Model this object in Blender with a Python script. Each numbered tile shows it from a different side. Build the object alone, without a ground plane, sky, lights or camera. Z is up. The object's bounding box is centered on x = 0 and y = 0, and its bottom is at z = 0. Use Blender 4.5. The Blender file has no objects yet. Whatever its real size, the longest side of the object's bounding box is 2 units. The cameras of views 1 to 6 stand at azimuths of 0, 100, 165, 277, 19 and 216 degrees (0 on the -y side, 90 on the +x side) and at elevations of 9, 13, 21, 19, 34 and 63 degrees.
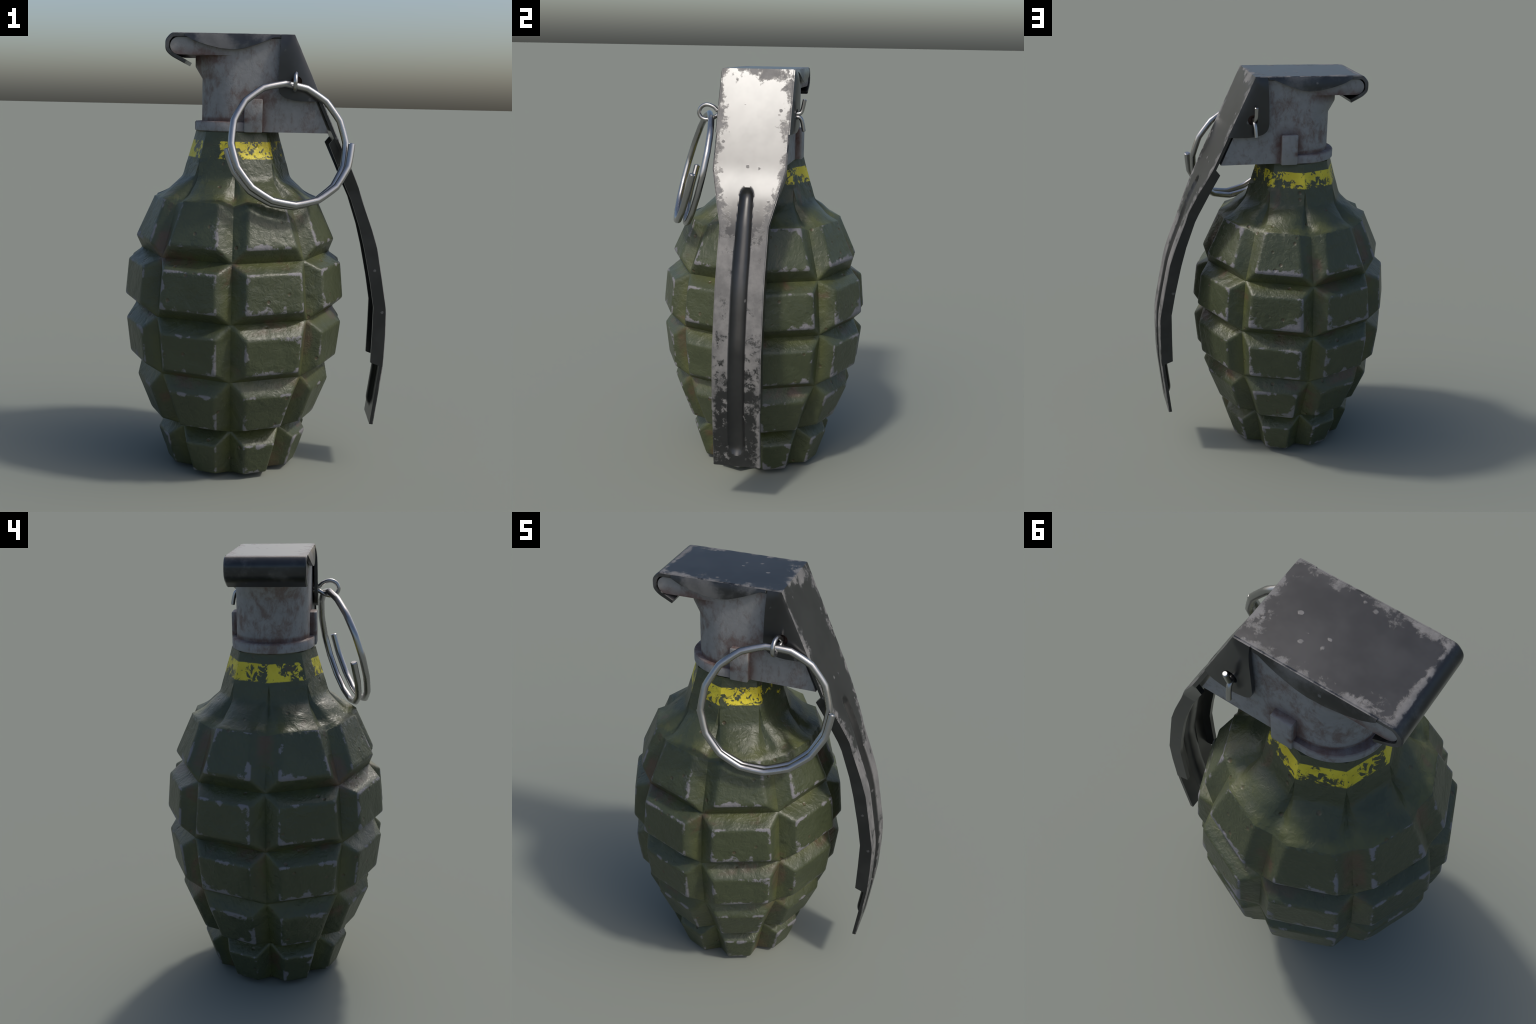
"""A weathered olive fragmentation grenade: ribbed cast body, fuze housing,
sheet-metal safety lever, cotter pin and split pull ring."""
import bpy, bmesh, math, random
from mathutils import Vector, Matrix
from math import sin, cos, pi, radians

random.seed(7)
AX, AY = -0.099, -0.001            # axis of the cast body
COL = bpy.context.scene.collection


# ------------------------------------------------------------------ helpers
def new_object(name, mesh, parent=None, mat=None):
    ob = bpy.data.objects.new(name, mesh)
    COL.objects.link(ob)
    if parent:
        ob.parent = parent
    if mat and mesh is not None:
        mesh.materials.append(mat)
    return ob


def mesh_from_bm(bm, name, sharp=32):
    bmesh.ops.recalc_face_normals(bm, faces=bm.faces)
    me = bpy.data.meshes.new(name)
    bm.to_mesh(me)
    bm.free()
    me.polygons.foreach_set("use_smooth", [True] * len(me.polygons))
    me.set_sharp_from_angle(angle=radians(sharp))
    me.update()
    return me


def grid_faces(bm, rows, close=False):
    for a, b in zip(rows, rows[1:]):
        n = len(a)
        for i in range(n if close else n - 1):
            j = (i + 1) % n
            vs = []
            for v in (a[i], a[j], b[j], b[i]):
                if v not in vs:
                    vs.append(v)
            if len(vs) > 2:
                try:
                    bm.faces.new(vs)
                except ValueError:
                    pass


def lerp(a, b, t):
    return a + (b - a) * t


def interp(table, x):
    """Piecewise-linear lookup in a list of (x, y)."""
    if x <= table[0][0]:
        return table[0][1]
    for (x0, y0), (x1, y1) in zip(table, table[1:]):
        if x <= x1:
            return lerp(y0, y1, (x - x0) / (x1 - x0))
    return table[-1][1]


def bevel_sharp(bm, width, segs=2, angle=35):
    es = [e for e in bm.edges if len(e.link_faces) == 2 and e.calc_face_angle(0) > radians(angle)]
    bmesh.ops.bevel(bm, geom=es, offset=width, offset_type='OFFSET', segments=segs,
                    profile=0.5, affect='EDGES', clamp_overlap=True)


# ------------------------------------------------------------------ node helpers
class Nodes:
    def __init__(self, name):
        self.mat = bpy.data.materials.new(name)
        self.mat.use_nodes = True
        self.t = self.mat.node_tree
        self.t.nodes.clear()
        self.out = self.n("ShaderNodeOutputMaterial")
        self.bsdf = self.n("ShaderNodeBsdfPrincipled")
        self.t.links.new(self.bsdf.outputs[0], self.out.inputs[0])

    def n(self, kind, **kw):
        nd = self.t.nodes.new(kind)
        for k, v in kw.items():
            setattr(nd, k, v)
        return nd

    def put(self, sock, val):
        if isinstance(val, bpy.types.NodeSocket):
            self.t.links.new(val, sock)
        else:
            sock.default_value = val

    def m(self, op, a, b=0.0, c=None, clamp=False):
        nd = self.n("ShaderNodeMath", operation=op, use_clamp=clamp)
        self.put(nd.inputs[0], a)
        self.put(nd.inputs[1], b)
        if c is not None:
            self.put(nd.inputs[2], c)
        return nd.outputs[0]

    def ramp(self, x, lo, hi, a=0.0, b=1.0, smooth=True):
        nd = self.n("ShaderNodeMapRange", interpolation_type='SMOOTHSTEP' if smooth else 'LINEAR')
        for i, v in enumerate((x, lo, hi, a, b)):
            self.put(nd.inputs[i], v)
        return nd.outputs[0]

    def noise(self, vec, scale, detail=4.0, rough=0.55, dist=0.0, off=None, stretch=None):
        if off is not None or stretch is not None:
            mp = self.n("ShaderNodeMapping")
            self.put(mp.inputs["Vector"], vec)
            if off is not None:
                mp.inputs["Location"].default_value = off
            if stretch is not None:
                mp.inputs["Scale"].default_value = stretch
            vec = mp.outputs[0]
        nd = self.n("ShaderNodeTexNoise")
        self.put(nd.inputs["Vector"], vec)
        nd.inputs["Scale"].default_value = scale
        nd.inputs["Detail"].default_value = detail
        nd.inputs["Roughness"].default_value = rough
        nd.inputs["Distortion"].default_value = dist
        return nd.outputs["Fac"]

    def voronoi(self, vec, scale, feature='F1'):
        nd = self.n("ShaderNodeTexVoronoi", feature=feature)
        self.put(nd.inputs["Vector"], vec)
        nd.inputs["Scale"].default_value = scale
        return nd

    def mix(self, f, a, b):
        nd = self.n("ShaderNodeMix", data_type='RGBA')
        self.put(nd.inputs[0], f)
        self.put(nd.inputs[6], a if isinstance(a, bpy.types.NodeSocket) else (*a, 1))
        self.put(nd.inputs[7], b if isinstance(b, bpy.types.NodeSocket) else (*b, 1))
        return nd.outputs[2]

    def mixf(self, f, a, b):
        nd = self.n("ShaderNodeMix", data_type='FLOAT')
        self.put(nd.inputs[0], f)
        self.put(nd.inputs[2], a)
        self.put(nd.inputs[3], b)
        return nd.outputs[0]

    def xyz(self, vec):
        nd = self.n("ShaderNodeSeparateXYZ")
        self.put(nd.inputs[0], vec)
        return nd.outputs

    def bump(self, h, strength, dist, normal=None):
        nd = self.n("ShaderNodeBump")
        nd.inputs["Strength"].default_value = strength
        nd.inputs["Distance"].default_value = dist
        self.put(nd.inputs["Height"], h)
        if normal is not None:
            self.put(nd.inputs["Normal"], normal)
        return nd.outputs[0]

    def finish(self, color, rough, metal=0.0, spec=0.5, normal=None):
        b = self.bsdf.inputs
        self.put(b["Base Color"], color if isinstance(color, bpy.types.NodeSocket) else (*color, 1))
        self.put(b["Roughness"], rough)
        self.put(b["Metallic"], metal)
        self.put(b["Specular IOR Level"], spec)
        if normal is not None:
            self.put(b["Normal"], normal)
        return self.mat


OLIVE = (0.040, 0.049, 0.0235)
OLIVE_LIGHT = (0.068, 0.076, 0.025)
CHIP = (0.160, 0.155, 0.168)
RUST = (0.075, 0.045, 0.026)


def cast_relief(N, pos):
    """Lumps, wrinkles and pits of the rough casting, as one bump normal."""
    lumps = N.noise(pos, 11, 3, 0.5, 0.4)
    wrinkle = N.noise(pos, 42, 5, 0.6, 0.8)
    pitv = N.voronoi(pos, 17).outputs["Distance"]
    where = N.ramp(N.noise(pos, 9, 1, 0.5, off=(4, 1, 2)), 0.5, 0.6)
    pit = N.m('MULTIPLY', N.ramp(pitv, 0.06, 0.2, 1, 0), where)
    h = N.m('ADD', N.m('MULTIPLY', lumps, 1.2), N.m('MULTIPLY', wrinkle, 0.35))
    h = N.m('SUBTRACT', h, N.m('MULTIPLY', pit, 0.35))
    return N.bump(h, 0.7, 0.012), pit


def fragment_material():
    """Olive paint over cast iron, chipped along the rim of the block face.
    Object axes of a fragment: x across, y out of the face, z up the face."""
    N = Nodes("chipped_olive_paint")
    tc = N.n("ShaderNodeTexCoord").outputs["Object"]
    pos = N.n("ShaderNodeNewGeometry").outputs["Position"]
    x, y, z = N.xyz(tc)

    def prop(nm):
        nd = N.n("ShaderNodeAttribute", attribute_type='OBJECT', attribute_name='["%s"]' % nm)
        return nd.outputs["Fac"]
    H, HT, HB = prop("half_height"), prop("half_top"), prop("half_bottom")
    zn = N.m('ADD', N.m('MULTIPLY', N.m('DIVIDE', z, H), 0.5), 0.5, clamp=True)
    halfw = N.m('ADD', N.m('MULTIPLY', HT, zn), N.m('MULTIPLY', HB, N.m('SUBTRACT', 1.0, zn)))
    dside = N.m('SUBTRACT', halfw, N.m('ABSOLUTE', x))
    dtop = N.m('MULTIPLY', N.m('SUBTRACT', H, z), 1.3)
    dbot = N.m('MULTIPLY', N.m('ADD', H, z), 0.95)
    d = N.m('MINIMUM', dside, N.m('MINIMUM', dtop, dbot))
    onface = N.ramp(y, -0.010, -0.004)
    # chips: ragged, present only on some stretches of the rim
    rag = N.noise(pos, 24, 7, 0.68, 0.3)
    stretch = N.noise(pos, 9, 2, 0.5, off=(3, 7, 1))
    lower = N.ramp(z, N.m('MULTIPLY', H, -0.9), N.m('MULTIPLY', H, 0.3), 0.006, -0.004)
    corner = N.m('ADD', N.m('MAXIMUM', dside, 0.0), N.m('MAXIMUM', N.m('MINIMUM', dtop, dbot), 0.0))
    lower = N.m('ADD', lower, N.ramp(corner, 0.0, 0.06, 0.008, 0.0))
    reach = N.m('ADD', N.m('MULTIPLY', N.m('SUBTRACT', rag, 0.55), 0.12),
                N.m('MULTIPLY', N.m('SUBTRACT', stretch, 0.49), 0.13))
    reach = N.m('ADD', reach, lower)
    chip = N.ramp(N.m('SUBTRACT', reach, N.m('ABSOLUTE', d)), -0.006, 0.007)
    chip = N.m('MULTIPLY', chip, onface)
    # colour
    groove = N.ramp(y, -0.060, -0.012, 1, 0)
    mott = N.noise(pos, 6, 5, 0.6)
    base = N.mix(N.ramp(mott, 0.35, 0.7), OLIVE, (0.048, 0.058, 0.028))
    ol = N.mix(N.ramp(N.noise(pos, 5, 3, 0.5, off=(9, 2, 5)), 0.35, 0.6), (0.043, 0.052, 0.025), OLIVE_LIGHT)
    base = N.mix(N.m('MULTIPLY', groove, 0.85), base, ol)
    rustm = N.ramp(N.noise(pos, 4.2, 5, 0.6, 0.5, off=(1, 5, 8)), 0.52, 0.66)
    rustm = N.m('MULTIPLY', rustm, N.m('MULTIPLY', N.ramp(y, -0.035, -0.012, 1, 0), 0.9))
    base = N.mix(rustm, base, RUST)
    nrm, pit = cast_relief(N, pos)
    base = N.mix(N.m('MULTIPLY', pit, 0.6), base, RUST)
    col = N.mix(N.m('MULTIPLY', chip, 0.9), base, CHIP)
    rough = N.m('ADD', N.mixf(chip, 0.42, 0.6), N.m('MULTIPLY', N.m('SUBTRACT', mott, 0.5), 0.25))
    return N.finish(col, rough, 0.0, 0.5, nrm)


def shoulder_material():
    """Same paint on the neck and shoulder, with a worn yellow band."""
    N = Nodes("olive_paint_with_yellow_band")
    pos = N.n("ShaderNodeTexCoord").outputs["Object"]
    x, y, z = N.xyz(pos)
    dx, dy = N.m('SUBTRACT', x, AX), N.m('SUBTRACT', y, AY)
    az = N.m('DIVIDE', N.m('ARCTAN2', dx, N.m('MULTIPLY', dy, -1.0)), 2 * pi)
    az = N.m('FRACT', N.m('ADD', az, 1.0))            # 0 at -y, 0.25 at +x

    def coverage(stops):
        nd = N.n("ShaderNodeValToRGB")
        el = nd.color_ramp.elements
        while len(el) < len(stops):
            el.new(0.5)
        for e, (p, v) in zip(el, stops):
            e.position, e.color = p, (v, v, v, 1)
        N.put(nd.inputs[0], az)
        return nd.outputs[0]
    # how much of the band survives round the neck: upper and lower half
    up = coverage([(0, .62), (.035, .58), (.11, .62), (.15, .42), (.30, .45), (.36, .6), (.385, .35), (.43, .80),
                   (.50, .8), (.535, .62), (.62, .85), (.70, .75), (.73, .5), (.77, .75), (.80, .5), (.83, .45),
                   (.86, .55), (.885, .1), (.930, .1), (.945, .78)])
    low = coverage([(0, .42), (.035, .40), (.065, .66), (.12, .60), (.16, .3), (.30, .2), (.37, .6), (.40, .2),
                    (.45, .65), (.50, .65), (.535, .3), (.60, .65), (.66, .8), (.70, .3), (.735, .3), (.76, .85),
                    (.80, .75), (.83, .45), (.86, .6), (.885, .15), (.92, .1), (.945, .6)])
    half = N.ramp(z, 1.480, 1.505)
    cov = N.mixf(half, low, up)
    brk = N.noise(pos, 27, 8, 0.72, 0.8)
    zz = N.m('ADD', z, N.m('MULTIPLY', N.m('SUBTRACT', N.noise(pos, 40, 3), 0.5), 0.006))
    band = N.m('MULTIPLY', N.ramp(zz, 1.449, 1.454), N.ramp(zz, 1.526, 1.530, 1, 0))
    yel = N.m('MULTIPLY', band, N.ramp(N.m('ADD', cov, N.m('MULTIPLY', N.m('SUBTRACT', brk, 0.5), 3.0)), 0.50, 0.58))
    mott = N.noise(pos, 6, 5, 0.6)
    base = N.mix(N.ramp(mott, 0.35, 0.7), OLIVE, (0.048, 0.058, 0.028))
    # lighter, browner where the shoulder meets the blocks
    low_sh = N.ramp(z, 1.27, 1.36, 1, 0)
    base = N.mix(N.m('MULTIPLY', low_sh, N.ramp(N.noise(pos, 7, 4, 0.6, off=(2, 2, 9)), 0.35, 0.65)), base, OLIVE_LIGHT)
    rustm = N.m('MULTIPLY', N.ramp(N.noise(pos, 6, 5, 0.6, 0.5, off=(1, 5, 8)), 0.60, 0.72), 0.6)
    base = N.mix(rustm, base, RUST)
    nrm, pit = cast_relief(N, pos)
    base = N.mix(N.m('MULTIPLY', pit, 0.6), base, RUST)
    yc = N.mix(N.ramp(N.noise(pos, 9, 3), 0.3, 0.7), (0.52, 0.42, 0.012), (0.64, 0.54, 0.03))
    col = N.mix(yel, base, yc)
    rough = N.m('ADD', N.mixf(yel, 0.42, 0.5), N.m('MULTIPLY', N.m('SUBTRACT', mott, 0.5), 0.25))
    return N.finish(col, rough, 0.0, 0.5, nrm)


def fuze_material():
    """Dull grey zinc casting with rusty stains in patches, near edges and under the lever."""
    N = Nodes("stained_grey_casting")
    pos = N.n("ShaderNodeTexCoord").outputs["Object"]
    x, y, z = N.xyz(pos)
    stain = N.noise(pos, 21, 8, 0.72, 0.3, stretch=(1, 1, 0.65))
    big = N.noise(pos, 4.5, 3, 0.5, off=(5, 1, 3))
    s = N.ramp(N.m('ADD', stain, N.m('MULTIPLY', N.m('SUBTRACT', big, 0.5), 0.5)), 0.47, 0.70)
    # crevices: round the lug, above the collar, below the hooked tab
    lug = N.m('MULTIPLY', N.ramp(N.m('ABSOLUTE', N.m('SUBTRACT', x, -0.024)), 0.042, 0.085, 1, 0),
              N.m('MULTIPLY', N.ramp(z, 1.70, 1.78, 1, 0), N.ramp(N.m('ABSOLUTE', y), 0.176, 0.1915, 1, 0)))
    collar = N.m('MULTIPLY', N.ramp(N.m('ABSOLUTE', N.m('SUBTRACT', z, 1.622)), 0.003, 0.018, 1, 0), N.ramp(x, -0.03, -0.06))
    tab = N.m('MULTIPLY', N.ramp(N.m('ABSOLUTE', N.m('SUBTRACT', z, 1.897)), 0.0, 0.05, 1, 0), N.ramp(x, -0.1, -0.2))
    crev = N.m('MAXIMUM', lug, N.m('MAXIMUM', collar, tab))
    crev = N.m('MULTIPLY', crev, N.ramp(stain, 0.25, 0.6, 0.35, 1))
    # rusty ring where the pin passes through
    hole = N.ramp(N.m('SQRT', N.m('ADD', N.m('POWER', N.m('SUBTRACT', x, 0.163), 2.0), N.m('POWER', N.m('SUBTRACT', z, 1.797), 2.0))), 0.026, 0.036, 1, 0)
    grey = N.mix(N.noise(pos, 30, 4), (0.175, 0.176, 0.176), (0.255, 0.256, 0.256))
    col = N.mix(N.m('MULTIPLY', s, 0.75), grey, (0.115, 0.072, 0.058))
    col = N.mix(N.m('MULTIPLY', crev, 0.85), col, (0.095, 0.048, 0.038))
    col = N.mix(hole, col, (0.075, 0.036, 0.025))
    h = N.m('ADD', N.noise(pos, 55, 5, 0.6), N.m('MULTIPLY', N.noise(pos, 14, 3), 0.8))
    return N.finish(col, N.ramp(stain, 0.3, 0.7, 0.55, 0.75), 0.0, 0.45, N.bump(h, 0.25, 0.006))


def lever_material():
    """Dark oiled steel, rubbed to bare grey along the outside edges and down the lower strap."""
    N = Nodes("worn_dark_steel")
    pos = N.n("ShaderNodeTexCoord").outputs["Object"]
    nx, ny, nz = N.xyz(N.n("ShaderNodeNewGeometry").outputs["Normal"])
    x, y, z = N.xyz(pos)
    ay = N.m('ABSOLUTE', y)
    outward = N.ramp(N.m('ADD', nx, N.m('MAXIMUM', nz, 0.0)), 0.45, 0.7)
    outward = N.m('MULTIPLY', outward, N.ramp(z, 0.1, 0.101))
    halfw = N.ramp(z, 1.315, 1.555, 0.111, 0.171, smooth=False)
    edge = N.m('SUBTRACT', halfw, ay)
    bend = N.m('SQRT', N.m('ADD', N.m('POWER', N.m('SUBTRACT', x, 0.152), 2.0), N.m('POWER', N.m('SUBTRACT', z, 1.998), 2.0)))
    curl = N.m('ADD', N.m('ABSOLUTE', N.m('ADD', x, 0.375)), N.ramp(z, 1.990, 1.93, 0, 0.1))
    rag = N.noise(pos, 17, 8, 0.70, 0.2)
    big = N.noise(pos, 6, 2, 0.5, off=(3, 1, 6))
    d = N.m('MINIMUM', edge, N.m('MINIMUM', N.m('MULTIPLY', bend, 0.75), N.m('MULTIPLY', curl, 2.2)))
    reach = N.m('ADD', N.m('MULTIPLY', N.m('SUBTRACT', rag, 0.46), 0.26), N.m('MULTIPLY', N.m('SUBTRACT', big, 0.48), 0.11))
    wear = N.ramp(N.m('SUBTRACT', reach, d), -0.020, 0.020)
    # lower strap: mostly bare in the middle, dark paint left in blotches and near the tip
    strap = N.m('MULTIPLY', N.ramp(z, 1.22, 1.42, 1, 0), 1.0)
    blot = N.noise(pos, 15, 8, 0.72, 0.15, off=(0, 2, 0))
    thr = N.ramp(z, 0.35, 1.05, 0.58, 0.385)
    thr = N.m('ADD', thr, N.ramp(z, 1.15, 1.40, 0.0, 0.3))
    bare = N.m('MULTIPLY', N.ramp(N.m('SUBTRACT', blot, thr), -0.04, 0.05), strap)
    wear = N.m('MAXIMUM', wear, bare)
    # the pressed rib keeps its paint
    ribw = N.ramp(z, 1.2, 1.47, 0.039, 0.030, smooth=False)
    rib = N.ramp(N.m('SUBTRACT', ay, ribw), -0.005, 0.002)
    ribz = N.m('MULTIPLY', N.ramp(z, 0.255, 0.27), N.ramp(z, 1.49, 1.505, 1, 0))
    wear = N.m('MULTIPLY', wear, N.m('SUBTRACT', 1.0, N.m('MULTIPLY', ribz, N.m('SUBTRACT', 1.0, rib))))
    wear = N.m('MULTIPLY', wear, outward)
    # skirt below the top plate: bare patches
    skirt = N.m('MULTIPLY', N.ramp(N.m('ABSOLUTE', ny), 0.6, 0.8), N.m('MULTIPLY', N.ramp(x, 0.05, 0.07, 1, 0), N.ramp(z, 1.88, 1.90)))
    patch = N.ramp(N.noise(pos, 6.5, 6, 0.62, off=(2, 0, 0)), 0.42, 0.60)
    wear = N.m('MAXIMUM', wear, N.m('MULTIPLY', skirt, N.m('MULTIPLY', patch, 0.7)))
    # dull rubbed smudges on the rolled hook
    hook = N.m('MULTIPLY', N.ramp(x, -0.375, -0.390), N.ramp(N.noise(pos, 8, 6, 0.65, off=(0, 3, 4)), 0.46, 0.68))
    wear = N.m('MAXIMUM', wear, N.m('MULTIPLY', hook, 0.5))
    # small nicks everywhere
    nv = N.voronoi(pos, 16)
    cell = N.n("ShaderNodeSeparateColor")
    N.put(cell.inputs[0], nv.outputs["Color"])
    warp = N.m('ADD', nv.outputs["Distance"], N.m('MULTIPLY', N.m('SUBTRACT', N.noise(pos, 60, 3), 0.5), 0.25))
    nick = N.m('MULTIPLY', N.ramp(warp, 0.09, 0.15, 1, 0), N.ramp(cell.outputs[0], 0.42, 0.44))
    nick = N.m('MULTIPLY', nick, 0.75)
    wear = N.m('MAXIMUM', wear, nick)
    smudge = N.noise(pos, 5, 4, 0.6, off=(7, 7, 1))
    dark = N.mix(N.ramp(smudge, 0.35, 0.65), (0.044, 0.045, 0.046), (0.058, 0.059, 0.060))
    bare_col = N.mix(N.ramp(N.noise(pos, 12, 5, 0.65, off=(1, 9, 3)), 0.35, 0.65), (0.088, 0.087, 0.087), (0.140, 0.137, 0.135))
    col = N.mix(wear, dark, bare_col)
    rough = N.m('ADD', N.mixf(wear, 0.30, 0.62), N.m('MULTIPLY', N.m('SUBTRACT', smudge, 0.5), 0.08))
    metal = N.mixf(wear, 0.75, 0.0)
    return N.finish(col, rough, metal, 0.5, N.bump(wear, 0.15, 0.003))


def steel_material():
    N = Nodes("bright_steel_wire")
    pos = N.n("ShaderNodeTexCoord").outputs["Object"]
    f = N.noise(pos, 20, 4, 0.6)
    col = N.mix(f, (0.34, 0.34, 0.34), (0.39, 0.385, 0.38))
    return N.finish(col, N.ramp(f, 0.3, 0.7, 0.27, 0.31), 1.0, 0.5)


M_FRAG, M_SHOULDER, M_FUZE, M_LEVER, M_STEEL = (fragment_material(), shoulder_material(), fuze_material(),
                                                lever_material(), steel_material())

# ------------------------------------------------------------------ root
root = new_object("hand_grenade", None)
root.empty_display_size = 0.2
root["label"] = "weathered olive ribbed hand grenade with yellow band, steel lever and pull ring"
root["category"] = "hand grenade"

# ------------------------------------------------------------------ cast body
SECTORS = 8
# groove crossings (radius, z) from the shoulder down to the foot
CROSS = [(0.360, 1.252), (0.441, 1.021), (0.467, 0.759), (0.438, 0.496), (0.310, 0.230), (0.245, 0.014)]
# block faces, top rim then bottom rim: distance of the flat from the axis, z, half width
BLOCKS = [((0.371, 1.270, 0.082), (0.449, 1.087, 0.115)),
          ((0.481, 0.979, 0.126), (0.4955, 0.8126, 0.134)),
          ((0.491, 0.700, 0.130), (0.473, 0.538, 0.124)),
          ((0.441, 0.425, 0.111), (0.378, 0.259, 0.089)),
          ((0.348, 0.169, 0.073), (0.302, 0.0235, 0.055))]
GA = pi / SECTORS


def fragment_mesh(row):
    """One block of the casting as a rounded frustum between four groove crossings,
    in the frame of its face (x across, y out, z up). Returns mesh and frame."""
    (rt, zt, ht), (rb, zb, hb) = BLOCKS[row]
    (c0r, c0z), (c1r, c1z) = CROSS[row], CROSS[row + 1]
    # sector frame: X across, Y = outward, Z up, axis at the origin
    def cr(r, z, s):
        return Vector((s * r * sin(GA), r * cos(GA), z))
    Q0 = [cr(c1r, c1z, -1), cr(c1r, c1z, 1), cr(c0r, c0z, 1), cr(c0r, c0z, -1)]
    Q1 = [Vector((-hb, rb, zb)), Vector((hb, rb, zb)), Vector((ht, rt, zt)), Vector((-ht, rt, zt))]

    def bil(Q, s, t):
        u, v = (s + 1) / 2, (t + 1) / 2
        return Q[0] * (1 - u) * (1 - v) + Q[1] * u * (1 - v) + Q[2] * u * v + Q[3] * (1 - u) * v
    m1 = 0.6
    half = [i / 10 * m1 for i in range(11)] + [m1 + (1 - m1) * i / 7 for i in range(1, 8)]
    ss = [-a for a in reversed(half[1:])] + half
    first = row == 0                    # the top row runs straight into the shoulder
    ts = [-a for a in reversed(half[1:])] + ([i / 12 for i in range(13)] if first else half)
    P = []
    for t in ts:
        line = []
        for s in ss:
            tt = 0 if (first and t > 0) else abs(t)
            m = max(abs(s), tt)
            if m <= m1:
                p = bil(Q1, s / m1, t if first and t > 0 else t / m1)
            else:
                b = (s / m, t if first and t > 0 else t / m)
                f = (1 - m) / (1 - m1)
                p = bil(Q0, *b).lerp(bil(Q1, *b), f)
            line.append(p)
        P.append(line)
    # soften the ridges a little; groove lines and rims shared with neighbours stay put
    for _ in range(2):
        R = [[p.copy() for p in line] for line in P]
        for j in range(1, len(P) - 1):
            for i in range(1, len(P[0]) - 1):
                avg = (P[j - 1][i] + P[j + 1][i] + P[j][i - 1] + P[j][i + 1]) / 4
                R[j][i] = P[j][i].lerp(avg, 0.45)
        P = R
    c = (Q1[0] + Q1[1] + Q1[2] + Q1[3]) / 4
    up = ((Q1[2] + Q1[3]) - (Q1[0] + Q1[1])).normalized()
    ex = Vector((1, 0, 0))
    ey = up.cross(ex).normalized()
    if ey.y < 0:
        ey = -ey
    fr = Matrix((ex, ey, up)).transposed().to_4x4()
    fr.translation = c
    inv = fr.inverted()
    bm = bmesh.new()
    rows = [[bm.verts.new(inv @ p) for p in line] for line in P]
    grid_faces(bm, rows)
    me = mesh_from_bm(bm, "fragment", 50)
    # normals must point out of the casting
    if sum(p.normal.y * p.area for p in me.polygons) < 0:
        me.flip_normals()
    hh = ((Q1[2] + Q1[3]) - (Q1[0] + Q1[1])).length / 4
    return me, fr, dict(half_height=hh, half_top=ht, half_bottom=hb)


def body_mesh():
    """Foot, shoulder and neck: rings of groove point plus two block corners per sector."""
    rt, zt, ht = BLOCKS[0][0]
    # groove radius, groove z, flat distance, corner half width, corner z
    prof = [(*CROSS[0], rt, ht, zt), (0.306, 1.280, 0.316, 0.081, 1.294), (0.278, 1.311, 0.284, 0.081, 1.320),
            (0.255, 1.337, 0.257, 0.082, 1.343), (0.2420, 1.364, 0.2345, 0.084, 1.366),
            (0.2310, 1.412, 0.219, 0.0860, 1.413), (0.2225, 1.455, 0.2058, 0.0840, 1.455),
            (0.2010, 1.527, 0.1860, 0.0760, 1.527), (0.1920, 1.560, 0.1778, 0.0725, 1.560), (0.1905, 1.5690, 0.1764, 0.0720, 1.5690)]
    # refine along the profile with a Catmull-Rom spline
    fine = []
    for i in range(len(prof) - 1):
        p0, p1, p2, p3 = (prof[max(i - 1, 0)], prof[i], prof[i + 1], prof[min(i + 2, len(prof) - 1)])
        for k in range(3):
            t = k / 3
            fine.append(tuple(0.5 * (2 * b + (c - a) * t + (2 * a - 5 * b + 4 * c - d) * t * t + (3 * b - a - 3 * c + d) * t ** 3)
                              for a, b, c, d in zip(p0, p1, p2, p3)))
    fine.append(prof[-1])
    bm = bmesh.new()
    rings = []
    for g, gz, fl, h, cz in fine:
        ring = []
        for k in range(SECTORS):
            a0, a1 = k * 2 * GA, (k + 0.5) * 2 * GA
            def corner(s):
                return Vector((fl * sin(a1) + s * h * cos(a1), -fl * cos(a1) + s * h * sin(a1), cz))
            G = Vector((g * sin(a0), -g * cos(a0), gz))
            G2 = Vector((g * sin(a0 + 2 * GA), -g * cos(a0 + 2 * GA), gz))
            pts = [G.lerp(corner(-1), t / 3) for t in range(3)]
            swell = 0.011 * math.exp(-((cz - 1.312) / 0.035) ** 2) * min(1.0, max(0.0, (cz - zt) / 0.02))
            outw = Vector((sin(a1), -cos(a1), 0.6))
            pts += [corner(-1).lerp(corner(1), t / 4) + outw * swell * sin(pi * t / 4) for t in range(4)]
            pts += [corner(1).lerp(G2, t / 3) for t in range(3)]
            ring += pts
        rings.append([bm.verts.new(p + Vector((AX, AY, 0))) for p in ring])
    grid_faces(bm, rings, close=True)
    lip = [bm.verts.new((AX + (v.co.x - AX) * 0.8, AY + (v.co.y - AY) * 0.8, 1.5712)) for v in rings[-1]]
    grid_faces(bm, [rings[-1], lip], close=True)
    bm.faces.new(lip)
    # foot: underside between the lowest groove ring and the flat base
    c5r, c5z = CROSS[5]
    low = []
    for r, z in ((c5r, c5z), (0.222, 0.003), (0.212, 0.0)):
        low.append([bm.verts.new((AX + r * sin(k * 2 * GA), AY - r * cos(k * 2 * GA), z)) for k in range(SECTORS)])
    grid_faces(bm, low, close=True)
    bm.faces.new(low[-1])
    return mesh_from_bm(bm, "cast_body", 50)


def sector_matrix(k, fr):
    # sector frame: +Y outward turns to azimuth (k + 1/2) sectors from -y towards +x
    return Matrix.Translation((AX, AY, 0)) @ Matrix.Rotation((k + 0.5) * 2 * GA + pi, 4, 'Z') @ fr


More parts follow.
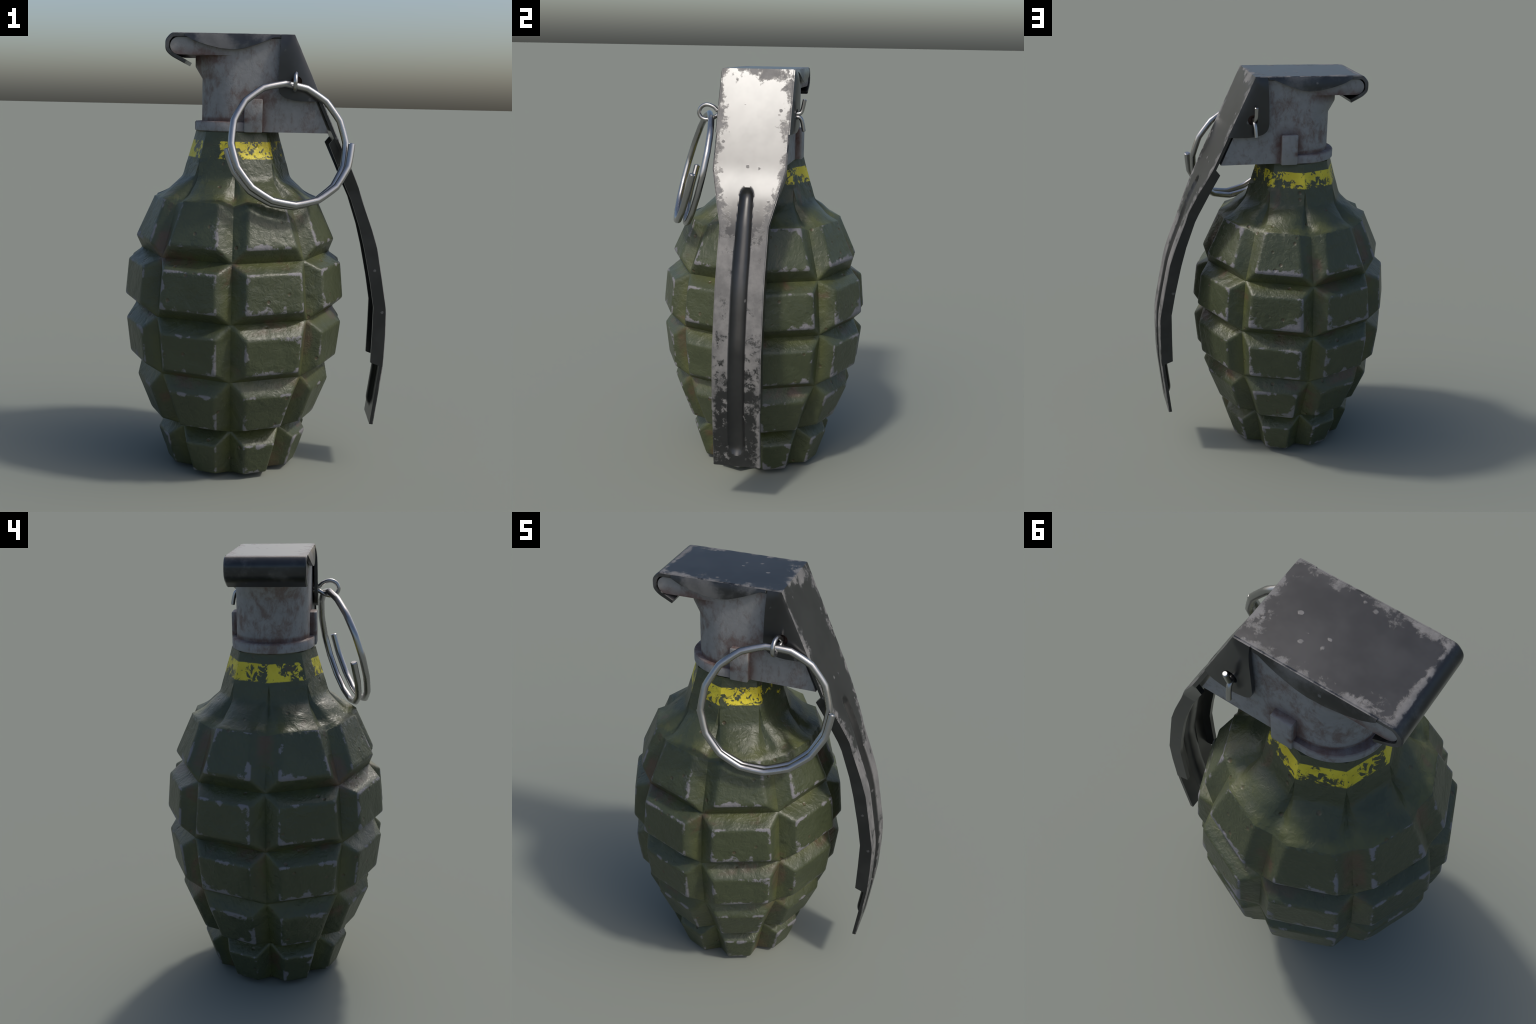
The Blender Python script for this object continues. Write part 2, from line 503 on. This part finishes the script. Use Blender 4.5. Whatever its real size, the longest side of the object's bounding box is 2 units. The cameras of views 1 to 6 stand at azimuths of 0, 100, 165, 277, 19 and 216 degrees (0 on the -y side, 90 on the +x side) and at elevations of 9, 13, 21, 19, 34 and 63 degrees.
def share_rim_normals(shoulder, frag, fr):
    """Blend the normals along the rim where the top blocks meet the shoulder."""
    key = lambda p: (round(p.x, 3), round(p.y, 3), round(p.z, 3))
    near, sums = {}, {}
    for v in shoulder.vertices:
        r = math.hypot(v.co.x - AX, v.co.y - AY)
        if 1.24 < v.co.z < 1.2715 and r > 0.33:
            sums[key(v.co)] = v.normal.copy()
    m0 = sector_matrix(0, fr)
    rot = m0.to_3x3()
    top = [v for v in frag.vertices if (m0 @ v.co).z > 1.2515]
    pts = [(Vector(k), n) for k, n in sums.items()]
    blend = {}
    for v in top:
        p = m0 @ v.co
        q, n = min(pts, key=lambda t: (t[0] - p).length)
        blend[v.index] = (q, n, rot @ v.normal) if (q - p).length < 0.012 else None
    fn = [c.vector.copy() for c in frag.corner_normals]
    for lp in frag.loops:
        b = blend.get(lp.vertex_index)
        if b:
            fn[lp.index] = rot.inverted() @ (b[1] + fn_world(rot, fn[lp.index])).normalized()
    frag.normals_split_custom_set(fn)
    face_n = {key(b[0]): b[2] for b in blend.values() if b}
    sn = [c.vector.copy() for c in shoulder.corner_normals]
    for lp in shoulder.loops:
        v = shoulder.vertices[lp.vertex_index]
        r = math.hypot(v.co.x - AX, v.co.y - AY)
        if 1.24 < v.co.z < 1.2715 and r > 0.33:
            out = Vector((v.co.x - AX, v.co.y - AY, 0)).normalized() * 0.9 + Vector((0, 0, 0.42))
            sn[lp.index] = (sn[lp.index] + out).normalized()
    shoulder.normals_split_custom_set(sn)


def fn_world(rot, n):
    return (rot @ n).normalized()


shoulder = body_mesh()
body = new_object("cast_body", shoulder, root, M_SHOULDER)
for row in range(len(BLOCKS)):
    me, fr, props = fragment_mesh(row)
    if row == 0:
        share_rim_normals(shoulder, me, fr)
    me.materials.append(M_FRAG)
    for k in range(SECTORS):
        ob = bpy.data.objects.new("fragment", me)
        COL.objects.link(ob)
        ob.parent = body
        ob.matrix_world = sector_matrix(k, fr)
        for nm, v in props.items():
            ob[nm] = v


# ------------------------------------------------------------------ fuze housing
def half_ring(cx, ax, ay, n=24):
    """Left half of an ellipse, from (cx, +ay) round the -x side to (cx, -ay)."""
    return [(cx - ax * sin(pi * i / n), ay * cos(pi * i / n)) for i in range(n + 1)]


def fuze_mesh():
    bm = bmesh.new()
    ay = 0.163
    def right_edge(z):                   # leaning face behind the lever
        return 0.312 - (z - 1.5725) * 0.438
    levels = [(1.572, 0.163), (1.80, 0.163), (1.805, 0.1635), (1.857, 0.195), (1.862, 0.1955), (1.978, 0.1955)]
    rows = []
    for z, ax in levels:
        xr = right_edge(z)
        pts = half_ring(AX, ax, ay) + [(lerp(AX, xr, t / 3), -ay) for t in (1, 2, 3)] + [(xr, ay * s) for s in (-.5, 0, .5)]
        pts += [(lerp(AX, xr, t / 3), ay) for t in (3, 2, 1)]
        rows.append([bm.verts.new((x, y, z)) for x, y in pts])
    grid_faces(bm, rows, close=True)
    bm.faces.new(rows[0])
    bm.faces.new(rows[-1])
    # head with the rounded tab that the lever hooks round
    n = 10
    prof = [(-0.3575 - 0.038 * sin(pi * i / n), 1.9415 + 0.0375 * cos(pi * i / n)) for i in range(n + 1)]
    prof += [(right_edge(1.904), 1.904), (right_edge(1.979), 1.979)]
    w = 0.1624
    a = [bm.verts.new((x, w, z)) for x, z in prof]
    b = [bm.verts.new((x, -w, z)) for x, z in prof]
    grid_faces(bm, [a, b], close=True)
    bm.faces.new(a)
    bm.faces.new(b)
    bevel_sharp(bm, 0.004, 2, 40)
    return mesh_from_bm(bm, "fuze_housing", 35)


def box_mesh(name, lo, hi, bev):
    bm = bmesh.new()
    bmesh.ops.create_cube(bm, size=1)
    for v in bm.verts:
        for i in range(3):
            v.co[i] = lerp(lo[i], hi[i], v.co[i] + 0.5)
    bevel_sharp(bm, bev, 2)
    return mesh_from_bm(bm, name, 35)


def collar_mesh():
    bm = bmesh.new()
    prof = [(0.0, 1.5705), (0.026, 1.5705), (0.031, 1.5745), (0.0315, 1.609), (0.027, 1.6145), (0.0, 1.6165)]
    rows = []
    n = 40
    for i in range(n + 1):
        a = pi * i / n
        ring = []
        for d, z in prof:
            ax, ay = 0.1635 + d, 0.155 + d * 0.93
            ring.append(bm.verts.new((AX + 0.05 * (i in (0, n)) - ax * sin(a), ay * cos(a), z)))
        rows.append(ring)
    grid_faces(bm, rows, close=True)
    bm.faces.new(rows[0])
    bm.faces.new(rows[-1])
    return mesh_from_bm(bm, "collar", 40)


fuze = new_object("fuze_housing", fuze_mesh(), root, M_FUZE)
new_object("collar", collar_mesh(), fuze, M_FUZE)
for s in (-1, 1):
    lo, hi = (-0.0645, min(s * 0.15, s * 0.193), 1.5695), (0.0165, max(s * 0.15, s * 0.193), 1.7175)
    new_object("lug", box_mesh("lug", lo, hi, 0.005), fuze, M_FUZE)

# ------------------------------------------------------------------ safety lever
# outer face of the strap in side view (x, z): hook, top plate, slant, long bowed tail
HOOK = [(-0.333, 1.8655), (-0.3918, 1.8960), (-0.4165, 1.9202), (-0.4168, 1.9675), (-0.389, 1.9985)]
KNEE = (0.152, 1.9985)
SHOULDER = (0.356, 1.550)
TAIL = [(0.420, 1.424), (0.463, 1.328), (0.479, 1.275), (0.528, 1.146), (0.558, 1.054), (0.586, 0.902), (0.610, 0.767),
        (0.6115, 0.6485), (0.606, 0.492), (0.570, 0.210)]
THICK = 0.018


def half_width(z):
    return interp([(1.315, 0.110), (1.555, 0.170)], z)


def strap_mesh():
    pts = HOOK + [KNEE, SHOULDER] + TAIL
    # resample, keeping the corners
    path = []
    for (x0, z0), (x1, z1) in zip(pts, pts[1:]):
        L = math.hypot(x1 - x0, z1 - z0)
        n = max(1, round(L / 0.008))
        path += [(lerp(x0, x1, i / n), lerp(z0, z1, i / n)) for i in range(n)]
    path.append(pts[-1])
    n = len(path)
    # the tail is a gentle bow, not a chain of kinks
    for _ in range(30):
        path = [((path[i - 1][0] + 2 * path[i][0] + path[i + 1][0]) / 4, (path[i - 1][1] + 2 * path[i][1] + path[i + 1][1]) / 4)
                if 0 < i < n - 1 and path[i][0] > 0.24 else path[i] for i in range(n)]
    for _ in range(2):              # the hook is rolled, not folded
        path = [((path[i - 1][0] + path[i][0] + path[i + 1][0]) / 3, (path[i - 1][1] + path[i][1] + path[i + 1][1]) / 3)
                if 0 < i < n - 1 and path[i][0] < -0.34 else path[i] for i in range(n)]
    dirs = []
    for i in range(n - 1):
        d = Vector((path[i + 1][0] - path[i][0], path[i + 1][1] - path[i][1])).normalized()
        dirs.append(d)
    bm = bmesh.new()
    K = 60
    outer, inner = [], []
    for i, (x, z) in enumerate(path):
        d0, d1 = dirs[max(i - 1, 0)], dirs[min(i, n - 2)]
        t = (d0 + d1).normalized()
        nv = Vector((t.y, -t.x))                       # points to the inner side when walking hook -> tail
        miter = 1 / max(0.6, nv.dot(Vector((d0.y, -d0.x))))
        on_tail = i > 0 and x > 0.3
        w = half_width(z) if on_tail else 0.170
        ro, ri = [], []
        for k in range(K + 1):
            y = w * (2 * k / K - 1)
            # pressed rib: a round-ended channel, dented outside and proud inside
            dep = 0.0
            if on_tail and 0.24 < z < 1.52:
                hw = interp([(0.6, 0.040), (1.2, 0.039), (1.47, 0.030)], z)
                dz = max(0.0, z - 1.44, 0.32 - z) * 0.75
                r = math.hypot(y, dz) / hw
                if r < 1:
                    dep = 0.021 * (1 - r ** 2.5)
            e = min(w - abs(y), 0.006) / 0.006          # rounded long edges
            drop = 0.004 * (1 - math.sqrt(max(0, 1 - (1 - e) ** 2)))
            o = Vector((x, z)) + nv * miter * (dep + drop)
            q = Vector((x, z)) + nv * miter * (THICK + dep)
            ro.append(bm.verts.new((o.x, y, o.y)))
            ri.append(bm.verts.new((q.x, y, q.y)))
        outer.append(ro)
        inner.append(ri)
    grid_faces(bm, outer)
    grid_faces(bm, inner)
    for k in (0, K):
        grid_faces(bm, [[r[k] for r in outer], [r[k] for r in inner]])
    for i in (0, n - 1):
        grid_faces(bm, [outer[i], inner[i]])
    return mesh_from_bm(bm, "safety_lever", 28)


EAR_LEFT = [(1.7105, 0.182), (1.7140, 0.150), (1.7237, 0.1143), (1.7320, 0.102), (1.7407, 0.0927), (1.7560, 0.0860), (1.7752, 0.0827),
            (1.8857, 0.0860), (1.9965, 0.0925)]


def ear_mesh(side):
    """Cheek folded down from the slant, leaning outward, with a hole for the pin."""
    bm = bmesh.new()
    zs = [1.7105, 1.7122, 1.714, 1.718, 1.7237, 1.728, 1.732, 1.7407, 1.748, 1.756, 1.766, 1.7752] + [1.79 + 0.2065 * i / 14 for i in range(15)]
    fr, bk = [], []
    for z in zs:
        xl = interp(EAR_LEFT, z)
        xr = KNEE[0] + (KNEE[1] - z) * (SHOULDER[0] - KNEE[0]) / (KNEE[1] - SHOULDER[1]) - 0.0015
        a, b = [], []
        for i in range(13):
            x = lerp(xl, xr, i / 12)
            far = min((xr - x) * 0.91, KNEE[1] - z)
            lean = 0.017 * (1 - math.exp(-max(far, 0) / 0.035)) + 0.0012
            y = 0.170 + lean
            a.append(bm.verts.new((x, side * y, z)))
            b.append(bm.verts.new((x, side * (y - 0.015), z)))
        fr.append(a)
        bk.append(b)
    grid_faces(bm, fr)
    grid_faces(bm, bk)
    for k in (0, 12):
        grid_faces(bm, [[r[k] for r in fr], [r[k] for r in bk]])
    for i in (0, len(zs) - 1):
        grid_faces(bm, [fr[i], bk[i]])
    me = mesh_from_bm(bm, "ear", 30)
    ob = new_object("ear", me, None)
    # drill the pin hole
    cb = bmesh.new()
    bmesh.ops.create_cone(cb, cap_ends=True, segments=28, radius1=0.0245, radius2=0.0245, depth=0.12,
                          matrix=Matrix.Translation((0.163, side * 0.18, 1.795)) @ Matrix.Rotation(pi / 2, 4, 'X'))
    cm = bpy.data.meshes.new("drill")
    cb.to_mesh(cm)
    cb.free()
    co = new_object("drill", cm)
    md = ob.modifiers.new("hole", 'BOOLEAN')
    md.object, md.operation, md.solver = co, 'DIFFERENCE', 'EXACT'
    dg = bpy.context.evaluated_depsgraph_get()
    res = bpy.data.meshes.new_from_object(ob.evaluated_get(dg))
    bpy.data.objects.remove(ob)
    bpy.data.objects.remove(co)
    res.polygons.foreach_set("use_smooth", [True] * len(res.polygons))
    res.set_sharp_from_angle(angle=radians(30))
    res.name = "ear"
    return res


SKIRT = [(-0.3300, 1.985), (-0.3223, 1.9803), (-0.2837, 1.9619), (-0.2274, 1.9446), (-0.1712, 1.9325), (-0.1151, 1.9283),
         (-0.0732, 1.9340), (-0.0175, 1.9522), (0.0241, 1.9681), (0.0622, 1.9846), (0.085, 1.9855)]


def skirt_mesh(side):
    """Curved lip folded down along the top plate, over the head of the fuze."""
    bm = bmesh.new()
    fr, bk = [], []
    for i in range(41):
        x = lerp(SKIRT[0][0], SKIRT[-1][0], i / 40)
        zb = interp(SKIRT, x)
        a, b = [], []
        for k in range(9):
            z = lerp(1.9962, zb, k / 8)
            y = 0.1705 + 0.0005 + 0.015 * (1 - math.exp(-(1.9962 - z) / 0.03))
            a.append(bm.verts.new((x, side * y, z)))
            b.append(bm.verts.new((x, side * (y - 0.0145 + 0.008 * max(0.0, 1 - (1.9962 - z) / 0.02) * 0), z)))
        fr.append(a)
        bk.append(b)
    grid_faces(bm, fr)
    grid_faces(bm, bk)
    for k in (0, 8):
        grid_faces(bm, [[r[k] for r in fr], [r[k] for r in bk]])
    for i in (0, 40):
        grid_faces(bm, [fr[i], bk[i]])
    return mesh_from_bm(bm, "skirt", 30)


def flange_mesh(side):
    """Stiffening wall folded inward along each edge of the tail: outer and inner edge in side view."""
    pairs = [((0.346, 1.562), (0.316, 1.524)), ((0.420, 1.424), (0.361, 1.424)), ((0.463, 1.328), (0.402, 1.329)),
             ((0.479, 1.275), (0.429, 1.272)), ((0.528, 1.146), (0.473, 1.141)), ((0.558, 1.054), (0.499, 1.040)),
             ((0.586, 0.902), (0.530, 0.892)), ((0.610, 0.767), (0.550, 0.775)), ((0.6115, 0.6485), (0.549, 0.645)),
             ((0.606, 0.490), (0.546, 0.512))]
    fine = []
    for (o0, i0), (o1, i1) in zip(pairs, pairs[1:]):
        for k in range(5):
            t = k / 5
            fine.append(((lerp(o0[0], o1[0], t), lerp(o0[1], o1[1], t)), (lerp(i0[0], i1[0], t), lerp(i0[1], i1[1], t))))
    fine.append(pairs[-1])
    bm = bmesh.new()
    rows = []
    for (ox, oz), (ix, iz) in fine:
        w = half_width((oz + iz) / 2) + 0.0015
        ox2, oz2 = lerp(ox, ix, 0.05), lerp(oz, iz, 0.05)
        rows.append([bm.verts.new(p) for p in ((ox2, side * w, oz2), (ix, side * w, iz), (ix, side * (w - 0.018), iz), (ox2, side * (w - 0.018), oz2))])
    grid_faces(bm, rows, close=True)
    bm.faces.new(rows[0])
    bm.faces.new(rows[-1])
    bevel_sharp(bm, 0.0035, 2, 50)
    return mesh_from_bm(bm, "flange", 30)


lever = new_object("safety_lever", strap_mesh(), root, M_LEVER)
for s in (-1, 1):
    cheek = ear_mesh(s)
    cheek.materials.clear()
    new_object("cheek", cheek, lever, M_LEVER)
    new_object("skirt", skirt_mesh(s), lever, M_LEVER)
    new_object("flange", flange_mesh(s), lever, M_LEVER)


# ------------------------------------------------------------------ wire parts
def wire_mesh(name, pts, rad, seg=14, cap=0.25):
    """Round wire swept along a path, with slightly chamfered cut ends."""
    pts = [Vector(p) for p in pts]
    n = len(pts)
    tang = [(pts[min(i + 1, n - 1)] - pts[max(i - 1, 0)]).normalized() for i in range(n)]
    ref = Vector((1, 0, 0)) if abs(tang[0].x) < 0.8 else Vector((0, 0, 1))
    u = (ref - tang[0] * ref.dot(tang[0])).normalized()
    st = []
    for i in range(n):
        u = (u - tang[i] * u.dot(tang[i])).normalized()
        v = tang[i].cross(u)
        st.append((pts[i], tang[i], u.copy(), v))
    ch = rad * cap
    rings = [(st[0][0], rad - ch, st[0])] + [(st[0][0] + st[0][1] * ch, rad, st[0])] + [(p[0], rad, p) for p in st[1:-1]]
    rings += [(st[-1][0] - st[-1][1] * ch, rad, st[-1]), (st[-1][0], rad - ch, st[-1])]
    bm = bmesh.new()
    rows = [[bm.verts.new(c + (s[2] * cos(2 * pi * k / seg) + s[3] * sin(2 * pi * k / seg)) * r) for k in range(seg)] for c, r, s in rings]
    grid_faces(bm, rows, close=True)
    bm.faces.new(rows[0])
    bm.faces.new(rows[-1])
    return mesh_from_bm(bm, name, 40)


def catmull(pts, n=6):
    pts = [Vector(p) for p in pts]
    out = []
    for i in range(len(pts) - 1):
        p0, p1, p2, p3 = pts[max(i - 1, 0)], pts[i], pts[i + 1], pts[min(i + 2, len(pts) - 1)]
        for k in range(n):
            t = k / n
            out.append(0.5 * (2 * p1 + (p2 - p0) * t + (2 * p0 - 5 * p1 + 4 * p2 - p3) * t * t + (3 * p1 - p0 - 3 * p2 + p3) * t ** 3))
    out.append(pts[-1])
    return out


# split pull ring: one and a half turns, ends sprung outward, bent from short straight runs
RC, RR, YAW, TILT, PITCH, SPRING = Vector((0.1372, -0.3035, 1.5262)), 0.2655, 0.320, 0.257, 0.0345, 0.0085
e1 = Vector((cos(YAW), sin(YAW), 0))
n0 = Vector((sin(YAW), -cos(YAW), 0))
e2 = Vector((0, 0, 1)) * cos(TILT) - n0 * sin(TILT)
nn = n0 * cos(TILT) + Vector((0, 0, 1)) * sin(TILT)
ring_pts = []
T0, T1 = -177.5, 359.5
steps = 24
knots = [lerp(T0, T1, i / steps) for i in range(steps + 1)]


def ring_point(t):
    s = (t - 90) / 270
    R = RR * 1.004 + SPRING * abs(s) ** 4
    return RC + (e1 * cos(radians(t)) + e2 * sin(radians(t))) * R + nn * PITCH * s


for a, b in zip(knots, knots[1:]):
    pa, pb = ring_point(a), ring_point(b)
    for k in range(4):
        t = k / 4
        # halfway between a true arc and the straight facet
        ring_pts.append(ring_point(lerp(a, b, t)).lerp(pa.lerp(pb, t), 0.75))
ring_pts.append(ring_point(T1))
pin_parts = []
pin = [(0.155, 0.2195, 1.8640), (0.1535, 0.2100, 1.8200), (0.1550, 0.2030, 1.8030), (0.1575, 0.1880, 1.7975), (0.1600, 0.12, 1.7965), (0.1600, -0.12, 1.7965),
       (0.1600, -0.183, 1.7990), (0.1590, -0.210, 1.8190), (0.1575, -0.243, 1.8285), (0.1560, -0.270, 1.8170), (0.1555, -0.2815, 1.7910),
       (0.1555, -0.271, 1.7690), (0.1560, -0.247, 1.7590), (0.1580, -0.215, 1.7660), (0.1600, -0.183, 1.7820), (0.1600, -0.12, 1.7825),
       (0.1600, 0.12, 1.7825), (0.1590, 0.185, 1.7830), (0.1570, 0.2030, 1.7760), (0.1550, 0.2110, 1.7540), (0.1525, 0.2180, 1.7165)]
new_object("cotter_pin", wire_mesh("cotter_pin", catmull(pin, 5), 0.0094, 16), root, M_STEEL)
new_object("pull_ring", wire_mesh("pull_ring", ring_pts, 0.0154, 18), root, M_STEEL)
bpy.context.view_layer.update()
